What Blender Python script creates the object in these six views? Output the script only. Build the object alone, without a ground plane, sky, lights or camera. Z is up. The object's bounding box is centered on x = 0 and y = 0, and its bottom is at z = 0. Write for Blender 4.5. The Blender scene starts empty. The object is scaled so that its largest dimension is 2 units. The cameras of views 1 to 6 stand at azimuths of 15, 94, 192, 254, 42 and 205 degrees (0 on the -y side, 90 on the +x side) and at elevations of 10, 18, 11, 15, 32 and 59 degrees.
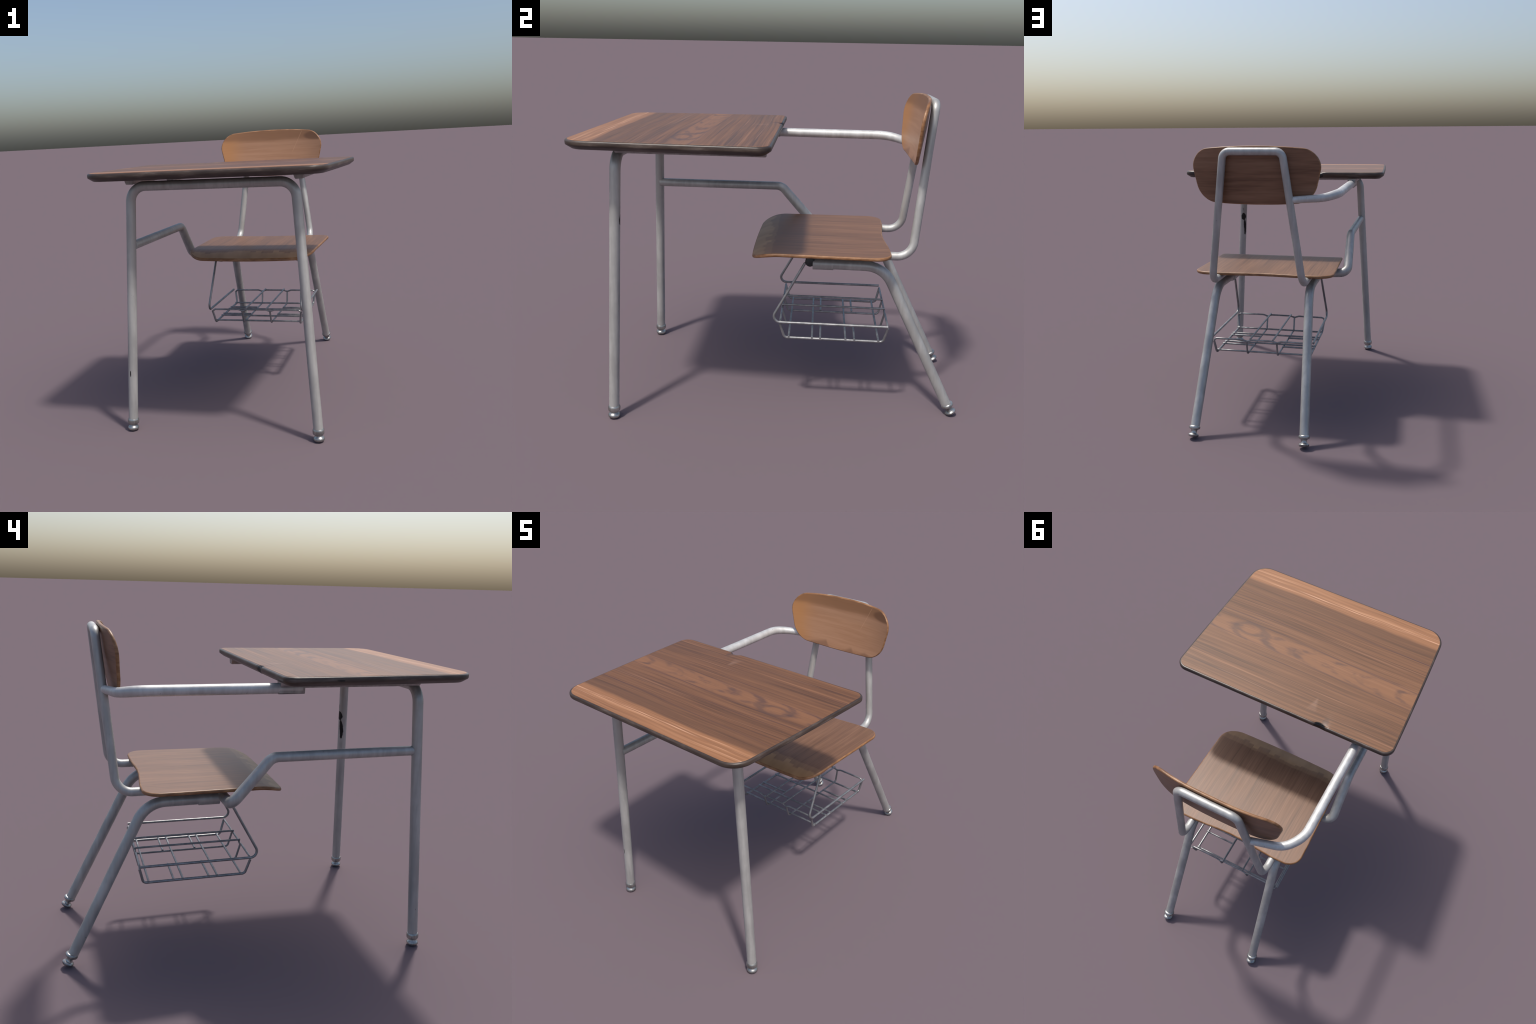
"""Student combo desk: chair, writing top, tubular frame and wire book basket."""
import bpy, bmesh, math, random
from mathutils import Vector, Matrix

random.seed(7)
XO = -0.003                      # the chair half sits a hair left of the desk half

# ------------------------------------------------------------------ helpers
def link(ob, parent=None):
    bpy.context.scene.collection.objects.link(ob)
    if parent is not None:
        ob.parent = parent
    return ob

def mesh_object(name, verts, faces, mat, parent, smooth=True, angle=None):
    me = bpy.data.meshes.new(name)
    me.from_pydata([tuple(v) for v in verts], [], faces)
    bm = bmesh.new(); bm.from_mesh(me)
    bmesh.ops.recalc_face_normals(bm, faces=bm.faces)
    if angle is not None:
        for e in bm.edges:
            if len(e.link_faces) == 2 and e.calc_face_angle() > math.radians(angle):
                e.smooth = False
    bm.to_mesh(me); bm.free()
    for p in me.polygons:
        p.use_smooth = smooth
    me.materials.append(mat)
    return link(bpy.data.objects.new(name, me), parent)

def fillet(pts, radii, step=0.12):
    """Polyline -> smooth path: every inner corner replaced by an arc of the given radius."""
    pts = [Vector(p) for p in pts]
    out = [pts[0]]
    for i in range(1, len(pts) - 1):
        a, b, c = pts[i - 1], pts[i], pts[i + 1]
        r = radii[i - 1] if isinstance(radii, (list, tuple)) else radii
        u, w = (a - b).normalized(), (c - b).normalized()
        ang = math.acos(max(-1, min(1, u.dot(w))))
        turn = math.pi - ang
        if turn < 0.02 or r <= 0:
            out.append(b); continue
        t = r * math.tan(turn / 2)
        t = min(t, (a - b).length * 0.98, (c - b).length * 0.98)
        r = t / math.tan(turn / 2)
        centre = b + (u + w).normalized() * (r / math.cos(turn / 2))
        p0, p1 = b + u * t, b + w * t
        n = max(3, int(turn / step))
        v0, v1 = p0 - centre, p1 - centre
        for k in range(n + 1):
            f = k / n
            out.append(centre + (v0 * math.sin((1 - f) * turn) + v1 * math.sin(f * turn)) / math.sin(turn))
    out.append(pts[-1])
    return out

def sweep(path, radius, segs=20):
    """Tube along a path; radius is a number or a function of the 0..1 position. Returns verts, faces."""
    path = [Vector(p) for p in path]
    # resample the long straights a little, so tapers and wobble have rings to act on
    dense = [path[0]]
    for a, b in zip(path, path[1:]):
        n = max(1, int((b - a).length / 0.08))
        for k in range(1, n + 1):
            dense.append(a.lerp(b, k / n))
    path = [dense[0]] + [p for q, p in zip(dense, dense[1:]) if (p - q).length > 1e-5]
    lens = [0.0]
    for a, b in zip(path, path[1:]):
        lens.append(lens[-1] + (b - a).length)
    rad = radius if callable(radius) else (lambda f: radius)
    verts, faces = [], []
    tang = []
    for i in range(len(path)):
        a, b = path[max(i - 1, 0)], path[min(i + 1, len(path) - 1)]
        tang.append((b - a).normalized())
    t0 = tang[0]
    nrm = t0.orthogonal().normalized()
    for i, p in enumerate(path):
        if i:
            nrm = tang[i - 1].rotation_difference(tang[i]) @ nrm
        nrm = (nrm - tang[i] * nrm.dot(tang[i])).normalized()
        bi = tang[i].cross(nrm)
        r = rad(lens[i] / lens[-1])
        for k in range(segs):
            a = 2 * math.pi * k / segs
            verts.append(p + (nrm * math.cos(a) + bi * math.sin(a)) * r)
    for i in range(len(path) - 1):
        for k in range(segs):
            k2 = (k + 1) % segs
            faces.append((i * segs + k, i * segs + k2, (i + 1) * segs + k2, (i + 1) * segs + k))
    faces.append(tuple(range(segs))[::-1])
    faces.append(tuple((len(path) - 1) * segs + k for k in range(segs)))
    return verts, faces

def merge(parts):
    verts, faces = [], []
    for v, f in parts:
        o = len(verts)
        verts += v
        faces += [tuple(i + o for i in q) for q in f]
    return verts, faces

def tube(name, pts, radii, r, mat, parent, segs=20):
    v, f = sweep(fillet(pts, radii), r, segs)
    return mesh_object(name, v, f, mat, parent, angle=50)

def lathe(profile, base, axis, segs=28):
    """Revolve (height, radius) pairs about axis through base."""
    axis = Vector(axis).normalized()
    n = axis.orthogonal().normalized(); b = axis.cross(n)
    verts, faces = [], []
    for h, r in profile:
        for k in range(segs):
            a = 2 * math.pi * k / segs
            verts.append(Vector(base) + axis * h + (n * math.cos(a) + b * math.sin(a)) * r)
    for i in range(len(profile) - 1):
        for k in range(segs):
            k2 = (k + 1) % segs
            faces.append((i * segs + k, i * segs + k2, (i + 1) * segs + k2, (i + 1) * segs + k))
    faces.append(tuple(range(segs))[::-1])
    faces.append(tuple((len(profile) - 1) * segs + k for k in range(segs)))
    return verts, faces

# ---------------------------------------------------------------- materials
class Nodes:
    """Small wrapper to write node graphs as expressions."""
    def __init__(self, name):
        self.mat = bpy.data.materials.new(name)
        self.mat.use_nodes = True
        self.t = self.mat.node_tree
        self.bsdf = self.t.nodes['Principled BSDF']
        self.co = self.n('ShaderNodeTexCoord').outputs['Object']
        s = self.n('ShaderNodeSeparateXYZ'); self.l(self.co, s.inputs[0])
        self.x, self.y, self.z = s.outputs
    def n(self, kind, **kw):
        nd = self.t.nodes.new(kind)
        for k, v in kw.items():
            setattr(nd, k, v)
        return nd
    def l(self, a, b):
        self.t.links.new(a, b)
    def put(self, sock, v):
        if hasattr(v, 'default_value') or isinstance(v, bpy.types.NodeSocket):
            self.l(v, sock)
        else:
            sock.default_value = v
    def m(self, op, a, b=0.0, c=0.0, clamp=False):
        nd = self.n('ShaderNodeMath', operation=op, use_clamp=clamp)
        for s, v in zip(nd.inputs, (a, b, c)):
            self.put(s, v)
        return nd.outputs[0]
    def noise(self, scale=(1, 1, 1), detail=3.0, rough=0.5, distort=0.0, loc=(0, 0, 0), colour=False, vec=None):
        mp = self.n('ShaderNodeMapping')
        self.l(vec if vec is not None else self.co, mp.inputs[0])
        mp.inputs['Scale'].default_value = scale
        mp.inputs['Location'].default_value = loc
        nz = self.n('ShaderNodeTexNoise')
        nz.inputs['Scale'].default_value = 1.0
        nz.inputs['Detail'].default_value = detail
        nz.inputs['Roughness'].default_value = rough
        nz.inputs['Distortion'].default_value = distort
        self.l(mp.outputs[0], nz.inputs['Vector'])
        return nz.outputs['Color' if colour else 'Fac']
    def step(self, v, lo, hi):
        nd = self.n('ShaderNodeMapRange', interpolation_type='SMOOTHSTEP')
        self.put(nd.inputs[0], v)
        nd.inputs[1].default_value, nd.inputs[2].default_value = lo, hi
        return nd.outputs[0]
    def mix(self, f, a, b, mode='MIX'):
        nd = self.n('ShaderNodeMix', data_type='RGBA', blend_type=mode)
        self.put(nd.inputs[0], f)
        for s, v in ((nd.inputs[6], a), (nd.inputs[7], b)):
            if isinstance(v, tuple):
                s.default_value = (*v, 1.0)
            else:
                self.l(v, s)
        return nd.outputs[2]
    def ramp(self, v, stops):
        nd = self.n('ShaderNodeValToRGB')
        el = nd.color_ramp.elements
        while len(el) < len(stops):
            el.new(0.5)
        for e, (p, c) in zip(el, stops):
            e.position, e.color = p, (*c, 1.0)
        self.put(nd.inputs[0], v)
        return nd.outputs[0]
    def ball(self, c, r):
        """Smooth 1 inside / 0 outside an axis-aligned ellipsoid."""
        d = None
        for s, cc, rr in zip((self.x, self.y, self.z), c, r):
            q = self.m('POWER', self.m('DIVIDE', self.m('SUBTRACT', s, cc), rr), 2.0)
            d = q if d is None else self.m('ADD', d, q)
        return d
    def bump(self, h, strength, dist):
        b = self.n('ShaderNodeBump')
        b.inputs['Strength'].default_value = strength
        b.inputs['Distance'].default_value = dist
        self.l(h, b.inputs['Height'])
        self.l(b.outputs[0], self.bsdf.inputs['Normal'])
    def done(self, colour, rough, metal=0.0, spec=0.5):
        self.put(self.bsdf.inputs['Base Color'], colour if not isinstance(colour, tuple) else (*colour, 1.0))
        self.put(self.bsdf.inputs['Roughness'], rough)
        self.put(self.bsdf.inputs['Metallic'], metal)
        self.bsdf.inputs['Specular IOR Level'].default_value = spec
        return self.mat

def steel(name, base=(0.47, 0.468, 0.45), dark=(0.355, 0.352, 0.34), rough=0.42, metal=0.38, marks=True):
    g = Nodes(name)
    streak = g.noise((30, 30, 2.2), 4, 0.6)  # streaky tone, with baked tube reflections painted into the colour
    blotch = g.noise((9, 9, 6), 4, 0.6, loc=(3, 1, 2))
    f = g.step(g.m('ADD', g.m('MULTIPLY', streak, 0.6), g.m('MULTIPLY', blotch, 0.5)), 0.42, 0.72)
    col = g.mix(f, dark, base)
    tan = g.step(g.noise((14, 14, 3), 3, 0.5, loc=(8, 4, 1)), 0.62, 0.74)
    col = g.mix(g.m('MULTIPLY', tan, 0.25), col, (0.36, 0.30, 0.25))
    pit = g.step(g.noise((60, 60, 22), 2, 0.5, loc=(1, 7, 3)), 0.74, 0.80)
    col = g.mix(g.m('MULTIPLY', pit, 0.7), col, (0.10, 0.09, 0.085))
    if marks:   # black marks on the front legs: texture fault on the right, chipped spot left
        wob = g.m('MULTIPLY', g.m('SUBTRACT', g.noise((40, 40, 40), 2), 0.5), 1.6)
        def black_mark(c, r, prev):
            d = g.m('ADD', g.ball(c, r), wob)
            return g.mix(g.step(d, 1.15, 0.85), prev, (0.010, 0.010, 0.011))
        col = black_mark((0.474, -0.782, 1.082), (0.019, 0.025, 0.028), col)
        col = black_mark((0.466, -0.785, 1.000), (0.008, 0.028, 0.072), col)
        col = black_mark((-0.531, -0.870, 0.345), (0.0035, 0.020, 0.022), col)
    r = g.m('ADD', g.m('MULTIPLY', blotch, 0.22), rough - 0.10)
    g.bump(g.noise((60, 60, 20), 2, 0.5), 0.05, 0.004)
    return g.done(col, r, metal)

def laminate():
    """Desk top: streaks along x, a pale band at the front, a cathedral figure across the middle."""
    g = Nodes('wood_grain_laminate')
    warp = g.m('MULTIPLY', g.m('SUBTRACT', g.noise((1.3, 3.5, 1), 2, 0.5), 0.5), 0.040)
    yy = g.m('ADD', g.y, warp)
    cv = g.n('ShaderNodeCombineXYZ')
    g.l(g.x, cv.inputs[0]); g.l(yy, cv.inputs[1])
    v = cv.outputs[0]
    broad = g.noise((0.45, 12, 1), 3, 0.5, vec=v)
    fine = g.noise((1.1, 75, 1), 3, 0.6, loc=(4, 2, 0), vec=v)
    hair = g.noise((3, 260, 1), 2, 0.5, loc=(1, 9, 0), vec=v)
    tone = g.m('ADD', g.m('ADD', g.m('MULTIPLY', broad, 0.34), g.m('MULTIPLY', fine, 0.42)), g.m('MULTIPLY', hair, 0.26))
    col = g.ramp(tone, [(0.39, (0.080, 0.037, 0.018)), (0.47, (0.124, 0.056, 0.026)),
                        (0.54, (0.155, 0.070, 0.032)), (0.65, (0.205, 0.095, 0.044))])
    # dark hairlines
    line = g.step(g.noise((0.7, 55, 1), 2, 0.4, loc=(7, 3, 0), vec=v), 0.62, 0.72)
    col = g.mix(g.m('MULTIPLY', line, 0.65), col, (0.060, 0.028, 0.024))
    lite = g.step(g.noise((0.9, 95, 1), 2, 0.4, loc=(11, 8, 0), vec=v), 0.63, 0.72)
    col = g.mix(g.m('MULTIPLY', lite, 0.35), col, (0.33, 0.165, 0.095))
    # cathedral figure: nested flame tips marching along x, fading into the straight grain on both sides
    t = g.m('DIVIDE', g.m('ADD', g.m('ADD', g.y, 0.437), g.m('MULTIPLY', warp, 0.5)), 0.060)
    t2 = g.m('POWER', g.m('ABSOLUTE', t), 2.0)
    band = g.step(t2, 1.9, 0.3)
    soft = g.m('MULTIPLY', g.m('SUBTRACT', g.noise((5, 16, 1), 3, 0.5, loc=(2.4, 0.4, 0)), 0.5), 1.3)
    wave = g.m('ADD', g.m('ADD', g.m('MULTIPLY', g.x, 4.6), g.m('MULTIPLY', t2, 0.75)), soft)
    ring = g.step(g.m('ABSOLUTE', g.m('SUBTRACT', g.m('FRACT', wave), 0.5)), 0.34, 0.06)
    col = g.mix(g.m('MULTIPLY', band, 0.60), col, (0.238, 0.108, 0.049))
    col = g.mix(g.m('MULTIPLY', g.m('MULTIPLY', g.m('MULTIPLY', ring, band), g.step(g.noise((7, 20, 1), 3, 0.6, loc=(3, 9, 0)), 0.36, 0.62)), 0.72), col, (0.076, 0.040, 0.031))
    wob = g.m('MULTIPLY', g.m('SUBTRACT', g.noise((11, 22, 1), 2, loc=(5, 5, 0)), 0.5), 0.9)
    d = g.m('ADD', g.m('SQRT', g.ball((0.43, -0.466, 1.49), (0.100, 0.040, 5.0))), wob)
    rim = g.step(g.m('ABSOLUTE', g.m('SUBTRACT', d, 1.0)), 0.42, 0.05)
    col = g.mix(g.m('MULTIPLY', rim, 0.55), col, (0.072, 0.040, 0.031))
    for off, amt in ((0.505, 0.5), (0.373, 0.4), (0.735, 0.45)):     # long dark growth lines
        ln = g.step(g.m('ABSOLUTE', g.m('ADD', g.m('ADD', yy, off), g.m('MULTIPLY', g.x, 0.03))), 0.006, 0.001)
        col = g.mix(g.m('MULTIPLY', ln, amt), col, (0.070, 0.034, 0.030))
    brown_zone = g.m('MULTIPLY', g.step(yy, -0.70, -0.80), 0.38)             # a browner zone behind the pale band
    col = g.mix(brown_zone, col, (0.105, 0.052, 0.027))
    # pale front band with light streaks
    edge = g.m('ADD', yy, g.m('MULTIPLY', g.m('SUBTRACT', g.noise((3, 3, 1), 2), 0.5), 0.02))
    front = g.step(edge, -0.848, -0.866)
    pale = g.ramp(g.noise((0.6, 42, 1), 4, 0.65, loc=(2, 6, 0), vec=v),
                  [(0.34, (0.145, 0.065, 0.030)), (0.43, (0.238, 0.108, 0.048)), (0.55, (0.290, 0.134, 0.061)), (0.68, (0.41, 0.210, 0.108))])
    col = g.mix(front, col, pale)
    for off, k, w, amt in ((0.900, -0.012, 0.0055, 0.85), (0.886, -0.022, 0.0035, 0.65), (0.914, -0.006, 0.0035, 0.55), (0.938, 0.004, 0.0040, 0.4)):
        pale_line = g.step(g.m('ABSOLUTE', g.m('ADD', g.m('ADD', yy, off), g.m('MULTIPLY', g.x, k))), w, w * 0.2)
        pale_line = g.m('MULTIPLY', pale_line, g.step(g.noise((2.2, 8, 1), 2, loc=(off * 40, 0, 0)), 0.38, 0.6))
        col = g.mix(g.m('MULTIPLY', pale_line, amt), col, (0.60, 0.34, 0.21))
    # paler wedge painted for the crease of a scan mesh fold
    ahead = g.m('SUBTRACT', -0.045, g.y)
    wedge = g.m('SUBTRACT', g.m('ABSOLUTE', g.m('ADD', g.x, 0.165)), g.m('MULTIPLY', g.m('SUBTRACT', 0.155, ahead), 0.32))
    crease_tint = g.m('MULTIPLY', g.step(wedge, 0.008, -0.016), g.m('MULTIPLY', g.step(ahead, 0.02, 0.12), g.step(ahead, 0.16, 0.13)))
    col = g.mix(g.m('MULTIPLY', crease_tint, 0.20), col, (0.42, 0.27, 0.20))
    fold_dark = g.step(g.ball((-0.275, -0.055, 1.49), (0.022, 0.034, 1.0)), 1.0, 0.4)  # darkened fold of the same scan fault
    col = g.mix(g.m('MULTIPLY', fold_dark, 0.45), col, (0.06, 0.032, 0.026))
    mesh_gap_dark = g.step(g.ball((-0.252, -0.019, 1.49), (0.036, 0.024, 1.0)), 1.05, 0.85)  # black patch painted where the scan mesh is open
    col = g.mix(mesh_gap_dark, col, (0.004, 0.004, 0.004))
    # slightly dusty toward the back
    g.bump(tone, 0.10, 0.003)
    return g.done(col, g.m('ADD', g.m('MULTIPLY', broad, 0.12), 0.36), 0.0, 0.36)

def edge_vinyl():
    g = Nodes('edge_band_vinyl')
    n = g.noise((7, 7, 40), 4, 0.6)
    col = g.ramp(n, [(0.35, (0.034, 0.023, 0.018)), (0.55, (0.060, 0.042, 0.033)), (0.74, (0.125, 0.098, 0.082))])
    wob = g.m('MULTIPLY', g.m('SUBTRACT', g.noise((50, 50, 50), 2), 0.5), 1.2)
    for c, r in (((-0.252, -0.019, 1.487), (0.036, 0.024, 0.05)), ((-0.690, -0.279, 1.479), (0.02, 0.021, 0.0045))):
        d = g.m('ADD', g.ball(c, r), wob)
        col = g.mix(g.step(d, 1.1, 0.8), col, (0.005, 0.005, 0.005))  # blackens the scan's open mesh at the back and a notch on the flank
    g.bump(g.noise((12, 12, 30), 3, 0.5), 0.25, 0.006)
    return g.done(col, g.m('ADD', g.m('MULTIPLY', n, 0.2), 0.30), 0.0, 0.5)

def underside():
    g = Nodes('dark_backing_board')
    col = g.ramp(g.noise((6, 30, 6), 3), [(0.35, (0.030, 0.020, 0.017)), (0.7, (0.055, 0.038, 0.031))])
    return g.done(col, 0.7)

def seat_ply():
    g = Nodes('seat_plywood')
    warp = g.m('MULTIPLY', g.m('SUBTRACT', g.noise((4, 2, 1), 2), 0.5), 0.02)
    cv = g.n('ShaderNodeCombineXYZ')
    g.l(g.m('ADD', g.x, warp), cv.inputs[0]); g.l(g.y, cv.inputs[1])
    v = cv.outputs[0]
    broad = g.noise((12, 0.7, 1), 4, 0.6, vec=v)
    fine = g.noise((95, 2.2, 1), 3, 0.6, loc=(3, 1, 0), vec=v)
    hair = g.noise((260, 4, 1), 2, 0.5, loc=(8, 1, 0), vec=v)
    tone = g.m('ADD', g.m('ADD', g.m('MULTIPLY', broad, 0.40), g.m('MULTIPLY', fine, 0.40)), g.m('MULTIPLY', hair, 0.22))
    col = g.ramp(tone, [(0.38, (0.098, 0.049, 0.027)), (0.48, (0.148, 0.074, 0.041)),
                        (0.56, (0.180, 0.092, 0.052)), (0.68, (0.240, 0.130, 0.077))])
    crack = g.step(g.noise((60, 1.3, 1), 2, 0.4, loc=(1, 5, 0), vec=v), 0.68, 0.76)
    col = g.mix(g.m('MULTIPLY', crack, 0.6), col, (0.085, 0.043, 0.032))
    # yellower nose of the seat; its jagged border copies a baked texture seam
    cells = g.n('ShaderNodeTexWhiteNoise', noise_dimensions='1D')
    g.l(g.m('FLOOR', g.m('MULTIPLY', g.x, 26.0)), cells.inputs['W'])
    half = g.step(g.m('ADD', g.y, g.m('MULTIPLY', cells.outputs['Value'], 0.010)), -0.016, -0.026)
    full = g.step(g.m('ADD', g.y, g.m('MULTIPLY', cells.outputs['Value'], 0.045)), -0.034, -0.048)
    nose_mix = g.m('ADD', g.m('MULTIPLY', half, 0.35), g.m('MULTIPLY', full, 0.65))
    nose = g.ramp(g.noise((14, 6, 3), 3, 0.5), [(0.35, (0.260, 0.148, 0.070)), (0.65, (0.335, 0.195, 0.096))])
    col = g.mix(nose_mix, col, nose)
    g.bump(tone, 0.12, 0.003)
    return g.done(col, g.m('ADD', g.m('MULTIPLY', broad, 0.14), 0.40), 0.0, 0.5)

def ply_edge(name='plywood_edge'):
    g = Nodes(name)
    n = g.noise((16, 16, 60), 3, 0.6)
    col = g.ramp(n, [(0.30, (0.150, 0.068, 0.028)), (0.52, (0.245, 0.118, 0.050)), (0.72, (0.340, 0.190, 0.100))])
    return g.done(col, 0.42, 0.0, 0.45)

def back_ply():
    """Backrest: golden face, browner strip along the top, brown straight-grained reverse."""
    g = Nodes('backrest_plywood')
    broad = g.noise((1.6, 3, 16), 4, 0.6)
    fine = g.noise((4, 6, 85), 3, 0.6, loc=(3, 0, 1))
    tone = g.m('ADD', g.m('MULTIPLY', broad, 0.6), g.m('MULTIPLY', fine, 0.4))
    face = g.ramp(tone, [(0.34, (0.300, 0.152, 0.080)), (0.50, (0.352, 0.188, 0.106)), (0.68, (0.400, 0.222, 0.130))])
    amber = g.step(g.m('ADD', g.x, g.m('MULTIPLY', g.noise((3, 3, 9), 3), 0.12)), -0.12, -0.27)
    face = g.mix(g.m('MULTIPLY', amber, 0.8), face, (0.385, 0.178, 0.064))
    zz = g.m('ADD', g.z, g.m('MULTIPLY', g.m('SUBTRACT', g.noise((5, 1, 20), 3), 0.5), 0.03))
    top = g.step(zz, 1.595, 1.638)
    face = g.mix(g.m('MULTIPLY', top, 0.78), face, (0.200, 0.096, 0.044))
    # darker right end of the top strip and darker triangles along the lower edge
    corner = g.step(g.ball((0.335, 0.70, 1.64), (0.10, 1.0, 0.034)), 1.1, 0.5)
    face = g.mix(g.m('MULTIPLY', corner, 0.6), face, (0.110, 0.050, 0.025))
    soft = g.m('MULTIPLY', g.m('SUBTRACT', g.noise((14, 1, 20), 3), 0.5), 0.018)
    low = g.m('SUBTRACT', g.m('ADD', g.z, soft), g.m('ADD', 1.352, g.m('MULTIPLY', g.m('POWER', g.m('ABSOLUTE', g.x), 2.0), 0.24)))
    for cx, h, wl, wr in ((-0.100, 0.056, 0.17, 0.035), (0.105, 0.044, 0.12, 0.035), (0.215, 0.030, 0.08, 0.08)):
        dx = g.m('SUBTRACT', g.x, cx)
        side = g.m('MAXIMUM', g.m('DIVIDE', dx, wr), g.m('DIVIDE', g.m('MULTIPLY', dx, -1.0), wl))
        peak = g.m('MULTIPLY', g.m('SUBTRACT', 1.0, side, clamp=True), h)
        sm = g.step(g.m('SUBTRACT', low, peak), 0.004, -0.022)
        face = g.mix(g.m('MULTIPLY', sm, 0.55), face, (0.165, 0.085, 0.052))
    # one slanted scratch
    k = (0.227 - 0.154) / (1.672 - 1.525)
    dist = g.m('ABSOLUTE', g.m('SUBTRACT', g.m('SUBTRACT', g.x, 0.154), g.m('MULTIPLY', g.m('SUBTRACT', g.z, 1.525), k)))
    scr = g.m('MULTIPLY', g.step(dist, 0.0030, 0.0012), g.m('MULTIPLY', g.step(g.z, 1.51, 1.55), g.step(g.z, 1.69, 1.66)))
    face = g.mix(g.m('MULTIPLY', scr, 0.4), face, (0.50, 0.29, 0.17))
    rear = g.ramp(tone, [(0.38, (0.130, 0.060, 0.032)), (0.50, (0.200, 0.098, 0.054)), (0.66, (0.250, 0.130, 0.076))])
    nrm = g.n('ShaderNodeSeparateXYZ')
    geo = g.n('ShaderNodeNewGeometry'); g.l(geo.outputs['True Normal'], nrm.inputs[0])
    isback = g.step(nrm.outputs[1], -0.05, 0.05)      # the reverse is another veneer
    col = g.mix(isback, face, rear)
    g.bump(tone, 0.10, 0.003)
    return g.done(col, 0.40, 0.0, 0.45)

def plug_rubber():
    g = Nodes('black_plug')
    col = g.ramp(g.noise((30, 30, 30), 2), [(0.3, (0.012, 0.014, 0.015)), (0.7, (0.035, 0.038, 0.040))])
    return g.done(col, 0.45)

STEEL = steel('brushed_steel_tube')
BRIGHT = steel('sunny_steel_tube', base=(0.60, 0.595, 0.58), dark=(0.47, 0.465, 0.45), rough=0.44, metal=0.35, marks=False)  # arm only: paler copy of the tube steel, sunlight put into its colour
CHROME = steel('worn_chrome', base=(0.52, 0.52, 0.50), dark=(0.20, 0.20, 0.195), rough=0.30, metal=0.85, marks=False)
WIRE = steel('steel_wire', base=(0.36, 0.36, 0.365), dark=(0.22, 0.225, 0.23), rough=0.40, metal=0.7, marks=False)
RAIL = steel('pressed_steel_rail', base=(0.42, 0.41, 0.40), dark=(0.28, 0.27, 0.26), rough=0.42, metal=0.8, marks=False)
LAM, VINYL, UNDER = laminate(), edge_vinyl(), underside()
SEAT, PLY_EDGE, BACK, PLUG = seat_ply(), ply_edge(), back_ply(), plug_rubber()

# ------------------------------------------------------------------- root
root = bpy.data.objects.new('student_desk', None)
root['label'] = 'school desk with attached wooden chair on steel tubes'
root['category'] = 'school desk'
link(root)

# ---------------------------------------------------------------- desk top
TOP_Z, BOT_Z = 1.4980, 1.4530

def desk_outline(inset):
    """Rounded trapezoid, a little narrower at the front, as a closed list of xy points."""
    F, B = -1.0 + inset, -0.017 - inset
    wf, wb = 0.651 - inset, 0.693 - inset
    corners = [((-wf, F), 0.105), ((wf, F), 0.105), ((wb, B), 0.062), ((-wb, B), 0.062)]
    pts = []
    n = len(corners)
    for i in range(n):
        a, b, c = Vector(corners[i - 1][0]), Vector(corners[i][0]), Vector(corners[(i + 1) % n][0])
        r = max(corners[i][1] - inset * 0.8, 0.008)
        u, w = (a - b).normalized(), (c - b).normalized()
        half = math.acos(u.dot(w)) / 2
        t = r / math.tan(half)
        ctr = b + (u + w).normalized() * (r / math.sin(half))
        p0, p1 = b + u * t, b + w * t
        a0 = math.atan2(p0.y - ctr.y, p0.x - ctr.x)
        turn = math.pi - 2 * half
        for k in range(15):
            q = a0 + turn * k / 14
            pts.append(Vector((ctr.x + r * math.cos(q), ctr.y + r * math.sin(q))))
        nxt, rn = Vector(corners[(i + 1) % n][0]), corners[(i + 1) % n][1]
        rn = max(rn - inset * 0.8, 0.008)
        d = Vector(corners[(i + 2) % n][0])
        u2, w2 = (b - nxt).normalized(), (d - nxt).normalized()
        q1 = nxt + u2 * (rn / math.tan(math.acos(u2.dot(w2)) / 2))
        out = (q1 - p1).normalized()
        out = Vector((out.y, -out.x)) * (0.003 if abs(out.x) < 0.5 else 0.0)      # flanks bulge a touch
        for k in range(1, 60):
            pts.append(p1.lerp(q1, k / 60) + out * (4 * (k / 60) * (1 - k / 60)))
    return pts

def dented(p, z):
    """Pushes in the back edge where the scan mesh has a fold."""
    g = math.exp(-((p.x + 0.252) / 0.026) ** 4) * math.exp(-((p.y + 0.012) / 0.020) ** 2)
    h = math.exp(-((p.x + 0.272) / 0.020) ** 2) * math.exp(-((p.y + 0.035) / 0.05) ** 2)
    return Vector((p.x, p.y - 0.012 * g, z - 0.014 * g - 0.002 * h))

def rings(profile, dent=True):
    verts, faces = [], []
    loops = []
    for inset, z in profile:
        o = desk_outline(inset)
        loops.append(list(range(len(verts), len(verts) + len(o))))
        verts += [dented(p, z) if dent and z > 1.47 else Vector((p.x, p.y, z)) for p in o]
    for a, b in zip(loops, loops[1:]):
        n = len(a)
        for k in range(n):
            faces.append((a[k], a[(k + 1) % n], b[(k + 1) % n], b[k]))
    return verts, faces, loops

v, f, lo = rings([(0.0105, 1.485), (0.0105, TOP_Z - 0.0012), (0.0118, TOP_Z), (0.018, TOP_Z), (0.03, TOP_Z), (0.05, TOP_Z), (0.08, TOP_Z), (0.12, TOP_Z)])
f.append(tuple(lo[-1])); f.append(tuple(lo[0])[::-1])
desk_top = mesh_object('desk_top', v, f, LAM, root, angle=40)

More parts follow.
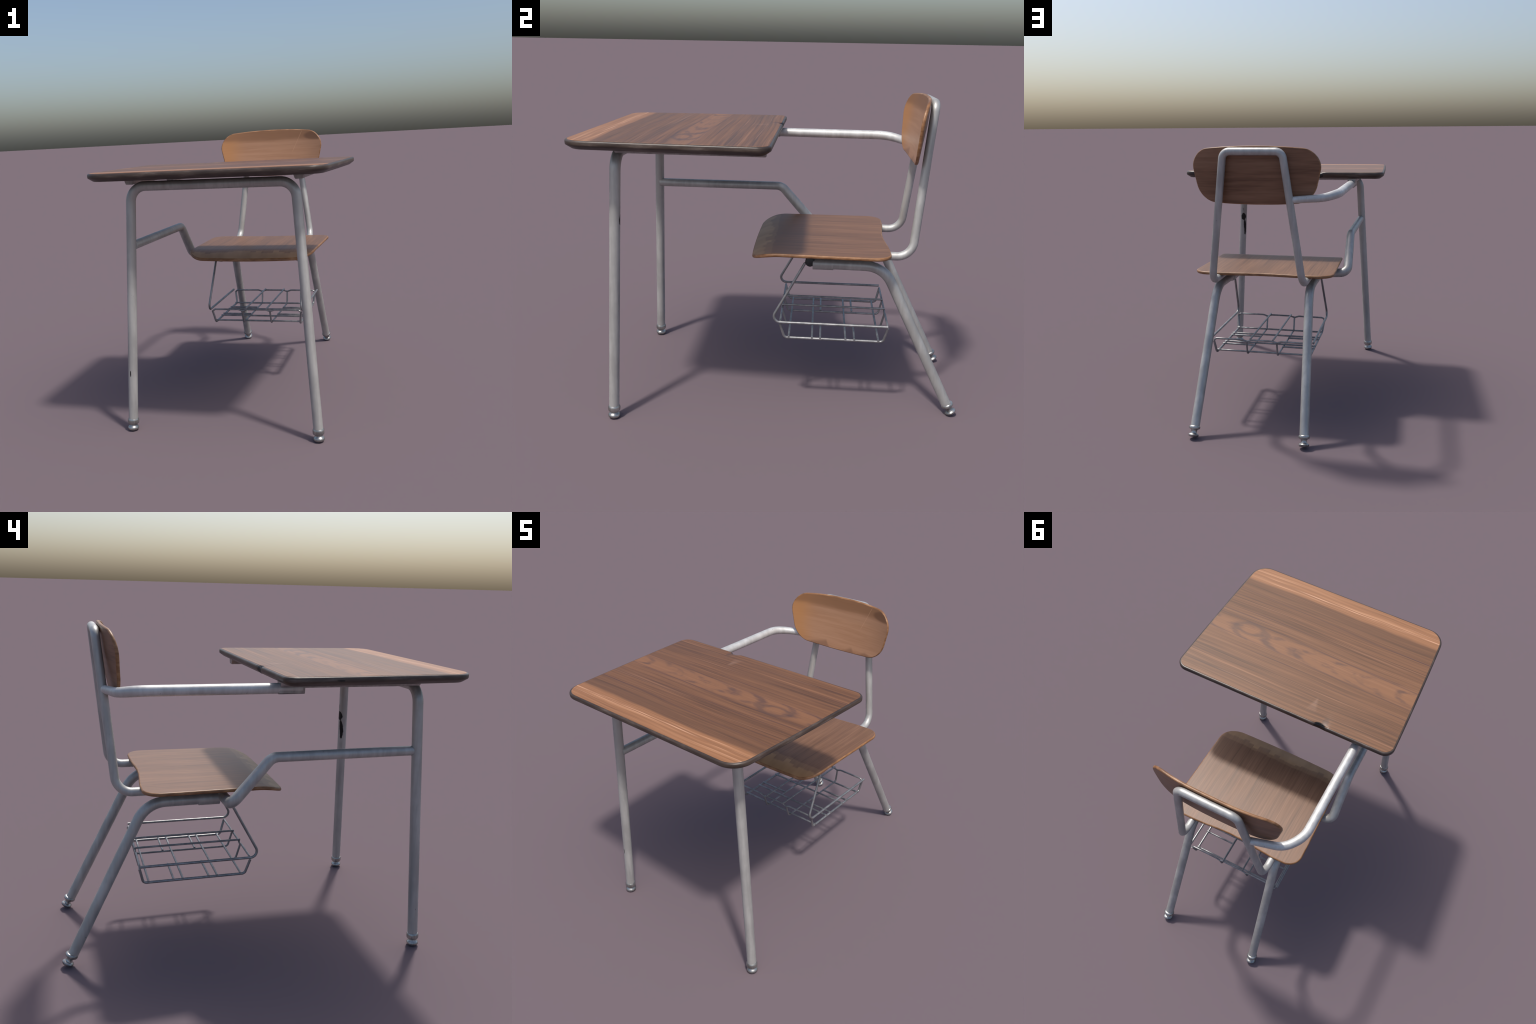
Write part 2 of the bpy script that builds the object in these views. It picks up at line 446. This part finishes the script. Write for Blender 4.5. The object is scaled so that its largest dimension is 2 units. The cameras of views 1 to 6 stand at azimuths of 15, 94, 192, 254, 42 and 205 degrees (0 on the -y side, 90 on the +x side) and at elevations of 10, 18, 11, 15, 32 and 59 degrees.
v, f, lo = rings([(0.0112, 1.484), (0.0107, TOP_Z - 0.0014), (0.0075, TOP_Z - 0.0016), (0.0040, TOP_Z - 0.0030), (0.0014, TOP_Z - 0.0058), (0.0001, TOP_Z - 0.010),
                  (0.0, 1.4800), (0.0003, 1.4745), (0.0022, 1.4710), (0.012, 1.4640), (0.024, 1.4555), (0.028, BOT_Z), (0.040, BOT_Z), (0.040, 1.465)])
n = len(lo[0])
f += [(lo[-1][k], lo[-1][(k + 1) % n], lo[0][(k + 1) % n], lo[0][k]) for k in range(n)]
mesh_object('edge_band', v, f, VINYL, desk_top, angle=60)

v, f, lo = rings([(0.041, BOT_Z + 0.0008), (0.041, 1.484)], dent=False)
f.append(tuple(lo[0])); f.append(tuple(lo[1])[::-1])
mesh_object('backing_board', v, f, UNDER, desk_top, angle=40)

def channel(name, x, y0, y1, parent):
    """Shallow pressed channel under the top: flat sole, rounded flanks."""
    prof = [(-0.031, BOT_Z + 0.0015), (-0.031, 1.449), (-0.027, 1.438), (-0.022, 1.424), (-0.017, 1.4205),
            (0.017, 1.4205), (0.022, 1.424), (0.027, 1.438), (0.031, 1.449), (0.031, BOT_Z + 0.0015)]
    ys = [y0, y0 + 0.004] + [y0 + (y1 - y0) * k / 10 for k in range(1, 10)] + [y1 - 0.004, y1]
    verts, faces = [], []
    for j, y in enumerate(ys):
        s = 0.92 if j in (0, len(ys) - 1) else 1.0
        verts += [Vector((x + px * s, y, z if s == 1 else z + (BOT_Z - z) * 0.08)) for px, z in prof]
    m = len(prof)
    for j in range(len(ys) - 1):
        for k in range(m):
            faces.append((j * m + k, j * m + (k + 1) % m, (j + 1) * m + (k + 1) % m, (j + 1) * m + k))
    faces.append(tuple(range(m))); faces.append(tuple((len(ys) - 1) * m + k for k in range(m))[::-1])
    return mesh_object(name, verts, faces, RAIL, parent, angle=50)

channel('support_rail', 0.478, -0.785, -0.052, desk_top)
channel('support_rail', -0.478, -0.785, -0.052, desk_top)

# -------------------------------------------------------- front leg frame
def leg_xy(z):
    """Axis of a front leg at height z (right side)."""
    return 0.546 - 0.0600 * z, -0.849 + 0.0390 * z

ZT = 1.4115
xt, yt = leg_xy(ZT)
x0, y0 = leg_xy(0.055)
leg_frame = tube('leg_frame', [(-x0 - 0.003, y0, 0.055), (-xt - 0.003, yt, ZT), (xt, yt, ZT), (x0, y0, 0.055)], 0.088,
                 0.0270, STEEL, root, segs=28)

FOOT_FRONT = [(0.000, 0.0130), (0.001, 0.0200), (0.006, 0.0258), (0.012, 0.0280), (0.018, 0.0272), (0.023, 0.0235), (0.0275, 0.0185),
              (0.031, 0.0175), (0.0345, 0.0185), (0.037, 0.0240), (0.041, 0.0275), (0.046, 0.0285), (0.058, 0.0285),
              (0.063, 0.0272), (0.067, 0.0250), (0.068, 0.0220)]
for s in (-1, 1):
    xb, yb = leg_xy(0.0)
    ax = Vector((s * (leg_xy(1)[0] - xb), leg_xy(1)[1] - yb, 1))
    v, f = lathe([(h * 1.06, r * 1.14) for h, r in FOOT_FRONT], (s * xb - (0.003 if s < 0 else 0.0), yb, 0.0), ax)
    lowest = min(p.z for p in v)
    mesh_object('glide_foot', [p - Vector((0, 0, lowest)) for p in v], f, CHROME, leg_frame, angle=35)

# ---------------------------------------------- stretcher and seat crossbar
xs, ys = leg_xy(1.083)
SX = -0.479
tube('stretcher_bar', [(-xs + 0.006, ys + 0.004, 1.083), (SX, -0.030, 1.083), (SX - 0.003, 0.172, 0.857), (SX + 0.12, 0.172, 0.8480), (0.285 + XO, 0.172, 0.8415)],
     [0.065, 0.048, 0.02], lambda f: 0.0252 + 0.0038 * max(0.0, 1 - abs(f - 0.55) / 0.14) ** 0.5, STEEL, root, segs=24)
bar = bpy.data.objects['stretcher_bar']
v, f = lathe([(0.0, 0.0262), (0.008, 0.0268), (0.014, 0.0250), (0.017, 0.020)], (0.284 + XO, 0.172, 0.8415), (1, 0, 0), 20)
mesh_object('end_plug', v, f, PLUG, bar, angle=35)

# ------------------------------------------------------------- chair legs
FOOT_REAR = [(0.000, 0.0150), (0.002, 0.0215), (0.007, 0.0255), (0.013, 0.0262), (0.018, 0.0235), (0.022, 0.0165), (0.027, 0.0145),
             (0.037, 0.0150), (0.042, 0.0185), (0.046, 0.0265), (0.052, 0.0285), (0.058, 0.0280), (0.062, 0.0255), (0.064, 0.0225)]
for s in (1, -1):
    xt_, xb_ = s * 0.278 + XO - 0.001, s * 0.330 + XO - 0.001
    foot = Vector((xb_, 0.9770, 0.0))
    knee = Vector((xt_ + s * 0.012, 0.560, 0.8300))
    axis = (knee - foot).normalized()
    leg = tube('rear_leg', [(xt_, 0.20, 0.8300), knee, foot + axis * 0.058], 0.155,
               0.0272, STEEL, root, segs=28)
    v, f = lathe([(h * 1.04, r * 1.17) for h, r in FOOT_REAR], foot, axis)
    lowest = min(p.z for p in v)
    mesh_object('glide_foot', [p - Vector((0, 0, lowest)) for p in v], f, CHROME, leg, angle=35)
    v, f = lathe([(0.0, 0.0285), (0.001, 0.0312), (0.108, 0.0312), (0.110, 0.0288)], (xt_, 0.186, 0.8285), (0, 1, 0), 28)
    mesh_object('sleeve', v, f, STEEL, leg, angle=35)

# ------------------------------------------------------------ back hoop
def hoop(z):
    return 0.172 + (1.662 - z) * 0.138, 0.772 - (1.662 - z) * 0.098
hx0, hy0 = hoop(0.886)
hoop_pts = [(hx0 + XO - 0.004, 0.30, 0.8860), (hx0 + XO - 0.004, hy0 + 0.004, 0.8860), (0.172 + XO, 0.772, 1.662),
            (-0.172 + XO, 0.772, 1.662), (-hx0 + XO + 0.004, hy0 + 0.004, 0.8860), (-hx0 + XO + 0.004, 0.30, 0.8860)]
frame = tube('back_frame', hoop_pts, [0.085, 0.045, 0.045, 0.085], lambda f: 0.0222 - 0.0045 * max(0.0, abs(2 * f - 1) - 0.84) / 0.16, STEEL, root, segs=24)

# --------------------------------------------------------------- arm tube
hxa, hya = hoop(1.392)
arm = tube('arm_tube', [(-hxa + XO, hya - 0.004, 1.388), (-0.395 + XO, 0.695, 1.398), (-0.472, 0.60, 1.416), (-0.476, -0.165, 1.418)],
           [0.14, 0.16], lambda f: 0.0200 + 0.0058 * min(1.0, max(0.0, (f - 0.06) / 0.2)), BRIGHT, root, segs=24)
v, f = [], []
prof = [(-0.024, 1.424), (-0.024, 1.398), (-0.018, 1.392), (0.018, 1.392), (0.024, 1.398), (0.024, 1.424)]
for y, s in ((-0.176, 0.9), (-0.172, 1.0), (-0.05, 1.0), (-0.046, 0.9)):
    v += [Vector((-0.476 + px * s, y, z)) for px, z in prof]
m = len(prof)
for j in range(3):
    f += [(j * m + k, j * m + (k + 1) % m, (j + 1) * m + (k + 1) % m, (j + 1) * m + k) for k in range(m)]
f += [tuple(range(m)), tuple(3 * m + k for k in range(m))]
mesh_object('arm_bracket', v, f, RAIL, arm, angle=40)

# -------------------------------------------------------------------- seat
def seat_z(x, y):
    q = (x - XO) / 0.44
    z = 0.9200
    if y < 0.02:                                 # waterfall front
        t = min((0.02 - y) / 0.155, 1.2)
        z -= 0.041 * t ** 2.2
    dish = max(0.0, 1 - q * q) * 0.002 * min(1.0, max(0.0, (y + 0.02) / 0.25))
    return z - dish

def seat_rear(x):
    q = min(1.0, abs(x - XO) / 0.30)
    return 0.570 + 0.018 * (0.5 - 0.5 * math.cos(math.pi * q))

SEAT_F = -0.134
def seat_outline(n=44):
    """Closed outline: straight nose, parallel sides, big round corners, shallow bay at the back."""
    hw_f, hw_b = 0.424, 0.436
    pts = []
    def arc(cx, cy, r, a0, a1, k=14):
        for i in range(k + 1):
            a = math.radians(a0 + (a1 - a0) * i / k)
            pts.append(Vector((cx + XO + r * math.cos(a), cy + r * math.sin(a))))
    rf, rb = 0.125, 0.088
    for i in range(n):
        x = -hw_f + rf + (2 * (hw_f - rf)) * i / n
        pts.append(Vector((x + XO, SEAT_F - 0.007 * (1 - (x / (hw_f - rf)) ** 2))))
    arc(hw_f - rf, SEAT_F + rf, rf, -90, 0)
    yb = 0.588 - rb
    for i in range(1, 36):
        t = i / 36
        pts.append(Vector((hw_f + (hw_b - hw_f) * t + XO, SEAT_F + rf + (yb - SEAT_F - rf) * t)))
    arc(hw_b - rb, yb, rb, 0, 90)
    for i in range(1, n):
        x = (hw_b - rb) * (1 - 2 * i / n)
        pts.append(Vector((x + XO, seat_rear(x + XO))))
    arc(-(hw_b - rb), yb, rb, 90, 180)
    for i in range(1, 36):
        t = i / 36
        pts.append(Vector((-(hw_b + (hw_f - hw_b) * t) + XO, yb + (SEAT_F + rf - yb) * t)))
    arc(-(hw_f - rf), SEAT_F + rf, rf, 180, 270)
    pts.pop()
    return pts

def shrink(pts, d):
    """Move a counter-clockwise outline inwards by d."""
    n = len(pts); out = []
    for i in range(n):
        t = (pts[(i + 1) % n] - pts[i - 1])
        if t.length < 1e-9:
            out.append(pts[i].copy()); continue
        t.normalize()
        out.append(pts[i] + Vector((-t.y, t.x)) * d)
    return out

def shell(outline, height, thick, lift, scales, rim):
    """Moulded sheet: concentric rings of the outline follow height(); rim is the rounded edge profile.
    lift(p, h) turns plane point and offset into a 3D point. Returns (face verts/faces, rim verts/faces)."""
    centre = sum(outline, Vector((0, 0))) / len(outline)
    n = len(outline)
    def cap(side):
        verts, faces = [], []
        inner = shrink(outline, rim)
        for s in scales:
            verts += [lift(centre + (p - centre) * s, side) for p in inner]
        c = len(verts)
        verts.append(lift(centre, side))
        for j in range(len(scales) - 1):
            for k in range(n):
                faces.append((j * n + k, j * n + (k + 1) % n, (j + 1) * n + (k + 1) % n, (j + 1) * n + k))
        j = len(scales) - 1
        faces += [(j * n + k, j * n + (k + 1) % n, c) for k in range(n)]
        return verts, faces
    top, bot = cap(1.0), cap(-1.0)
    ev, ef = [], []
    prof = [(rim, 1.0)] + [(rim * (1 - math.sin(a)), math.cos(a)) for a in [math.pi * k / 8 for k in range(1, 8)]] + [(rim, -1.0)]
    for d, h in prof:
        ev += [lift(p, h) for p in shrink(outline, d)]
    for j in range(len(prof) - 1):
        ef += [(j * n + k, j * n + (k + 1) % n, (j + 1) * n + (k + 1) % n, (j + 1) * n + k) for k in range(n)]
    return top, bot, (ev, ef)

SCALES = [1 - 0.5 * (k / 10) for k in range(11)] + [0.4, 0.3, 0.2, 0.1]
SCALES = [1.0, 0.985] + SCALES[1:]
TH = 0.0185
def seat_lift(p, h):
    return Vector((p.x, p.y, seat_z(p.x, p.y) - TH / 2 + h * TH / 2))
top, bot, edge = shell(seat_outline(), None, TH, seat_lift, SCALES, 0.007)
seat = mesh_object('seat', *merge([top, bot]), SEAT, root)
mesh_object('seat_edge', *edge, PLY_EDGE, seat)

# --------------------------------------------------------------- backrest
def back_outline(n=150):
    """Back panel in (x, z): slightly bowed top, tighter upper corners, softer tapered lower ones."""
    corners = [((-0.338, 1.371), 0.125), ((0.338, 1.371), 0.125), ((0.404, 1.672), 0.100), ((-0.404, 1.672), 0.100)]
    pts = []
    m = 4
    for i in range(m):
        a, b, c = (Vector(corners[(i + d) % m][0]) for d in (-1, 0, 1))
        r = corners[i][1]
        u, w = (a - b).normalized(), (c - b).normalized()
        half = math.acos(u.dot(w)) / 2
        ctr = b + (u + w).normalized() * (r / math.sin(half))
        p0 = b + u * (r / math.tan(half)); p1 = b + w * (r / math.tan(half))
        a0 = math.atan2(p0.y - ctr.y, p0.x - ctr.x)
        for k in range(17):
            q = a0 + (math.pi - 2 * half) * k / 16
            pts.append(Vector((ctr.x + r * math.cos(q), ctr.y + r * math.sin(q))))
        nb, rn = Vector(corners[(i + 1) % m][0]), corners[(i + 1) % m][1]
        d = Vector(corners[(i + 2) % m][0])
        u2, w2 = (b - nb).normalized(), (d - nb).normalized()
        q1 = nb + u2 * (rn / math.tan(math.acos(u2.dot(w2)) / 2))
        for k in range(1, 30):
            pts.append(p1.lerp(q1, k / 30))
    for p in pts:                                  # bow of the long edges, shift to the chair axis
        s = max(0.0, 1 - (p.x / 0.36) ** 2)
        p.y += 0.022 * s if p.y > 1.5 else -0.017 * s
        p.x += XO
    return pts

def back_mid(x, z):
    """y of the panel's middle surface: leans with the hoop and wraps round the sitter."""
    q = abs(x - XO) / 0.38
    lumbar = 0.017 * min(1.0, max(0.0, (1.56 - z) / 0.20))
    return 0.7725 - (1.662 - z) * 0.098 - 0.0315 - lumbar - (0.048 - lumbar) * q ** 2.8
BT = 0.017
def back_lift(p, h):
    return Vector((p.x, back_mid(p.x, p.y) - h * BT / 2, p.y))
top, bot, edge = shell(back_outline(), None, BT, back_lift, SCALES, 0.006)
backrest = mesh_object('backrest', *merge([top, bot]), BACK, root)
mesh_object('backrest_edge', *edge, PLY_EDGE, backrest)

# ----------------------------------------------------------- wire basket
W, WB = 0.0072, 0.0058            # wire radii
BX, TOPW, BOTW = 0.320, 0.502, 0.403
FY, RY = 0.022, 0.600
INX = 0.096                       # inner U wires
# basket body: the two cross rails with a dip where each U wire is welded
def cross_rail(y):
    pts = []
    for s in (-1, 1):
        xs_ = [BX * 0.963, BX * 0.92, INX + 0.03, INX, INX - 0.03]
        zs_ = [TOPW - 0.018, TOPW - 0.004, TOPW - 0.003, TOPW - 0.013, TOPW - 0.003]
        seq = list(zip(xs_, zs_))
        if s == 1:
            seq = seq[::-1]
        pts += [(s * a + XO, y, z) for a, z in seq]
    return sweep(fillet(pts, 0.02), WB, 10)
v, f = merge([cross_rail(FY), cross_rail(RY)])
basket = mesh_object('book_basket', v, f, WIRE, root)
# hangers that become the side rims
for s in (-1, 1):
    tube('hanger_wire', [(s * 0.298 + XO, 0.146, 0.836), (s * BX + XO, -0.034, TOPW - 0.001), (s * (BX + 0.003) + XO, RY, TOPW), ], 0.034, W, WIRE, basket, 12)
# long wires of the top level
for x in (-0.072, 0.072):
    tube('basket_wire', [(x + XO, FY - 0.006, TOPW + 0.004), (x + XO, RY + 0.004, TOPW + 0.004)], 0, WB, WIRE, basket, 10)
# U wires: down the front, along the floor, up the back
for x, zt in ((-BX + 0.012, TOPW - 0.012), (-INX, TOPW - 0.01), (INX, TOPW - 0.01), (BX - 0.012, TOPW - 0.012)):
    k = 0.96 if abs(x) > 0.2 else 1.0
    tube('basket_wire', [(x + XO, FY - 0.002, zt - 0.002), (x * k + XO, 0.047, BOTW), (x * k + XO, 0.582, BOTW), (x + XO, RY + 0.002, zt - 0.002)],
         0.022, W if abs(x) > 0.2 else WB, WIRE, basket, 10)
# floor wires: four run right across, two pairs only bridge the outer bays
for y in (0.070, 0.197, 0.379, 0.556):
    tube('basket_wire', [(-BX * 0.945 + XO, y, BOTW + 0.006), (BX * 0.945 + XO, y, BOTW + 0.006)], 0, WB, WIRE, basket, 10)
for y in (0.242, 0.427):
    for s in (-1, 1):
        tube('basket_wire', [(s * INX + XO, y, BOTW + 0.006), (s * BX * 0.945 + XO, y, BOTW + 0.006)], 0, WB, WIRE, basket, 10)
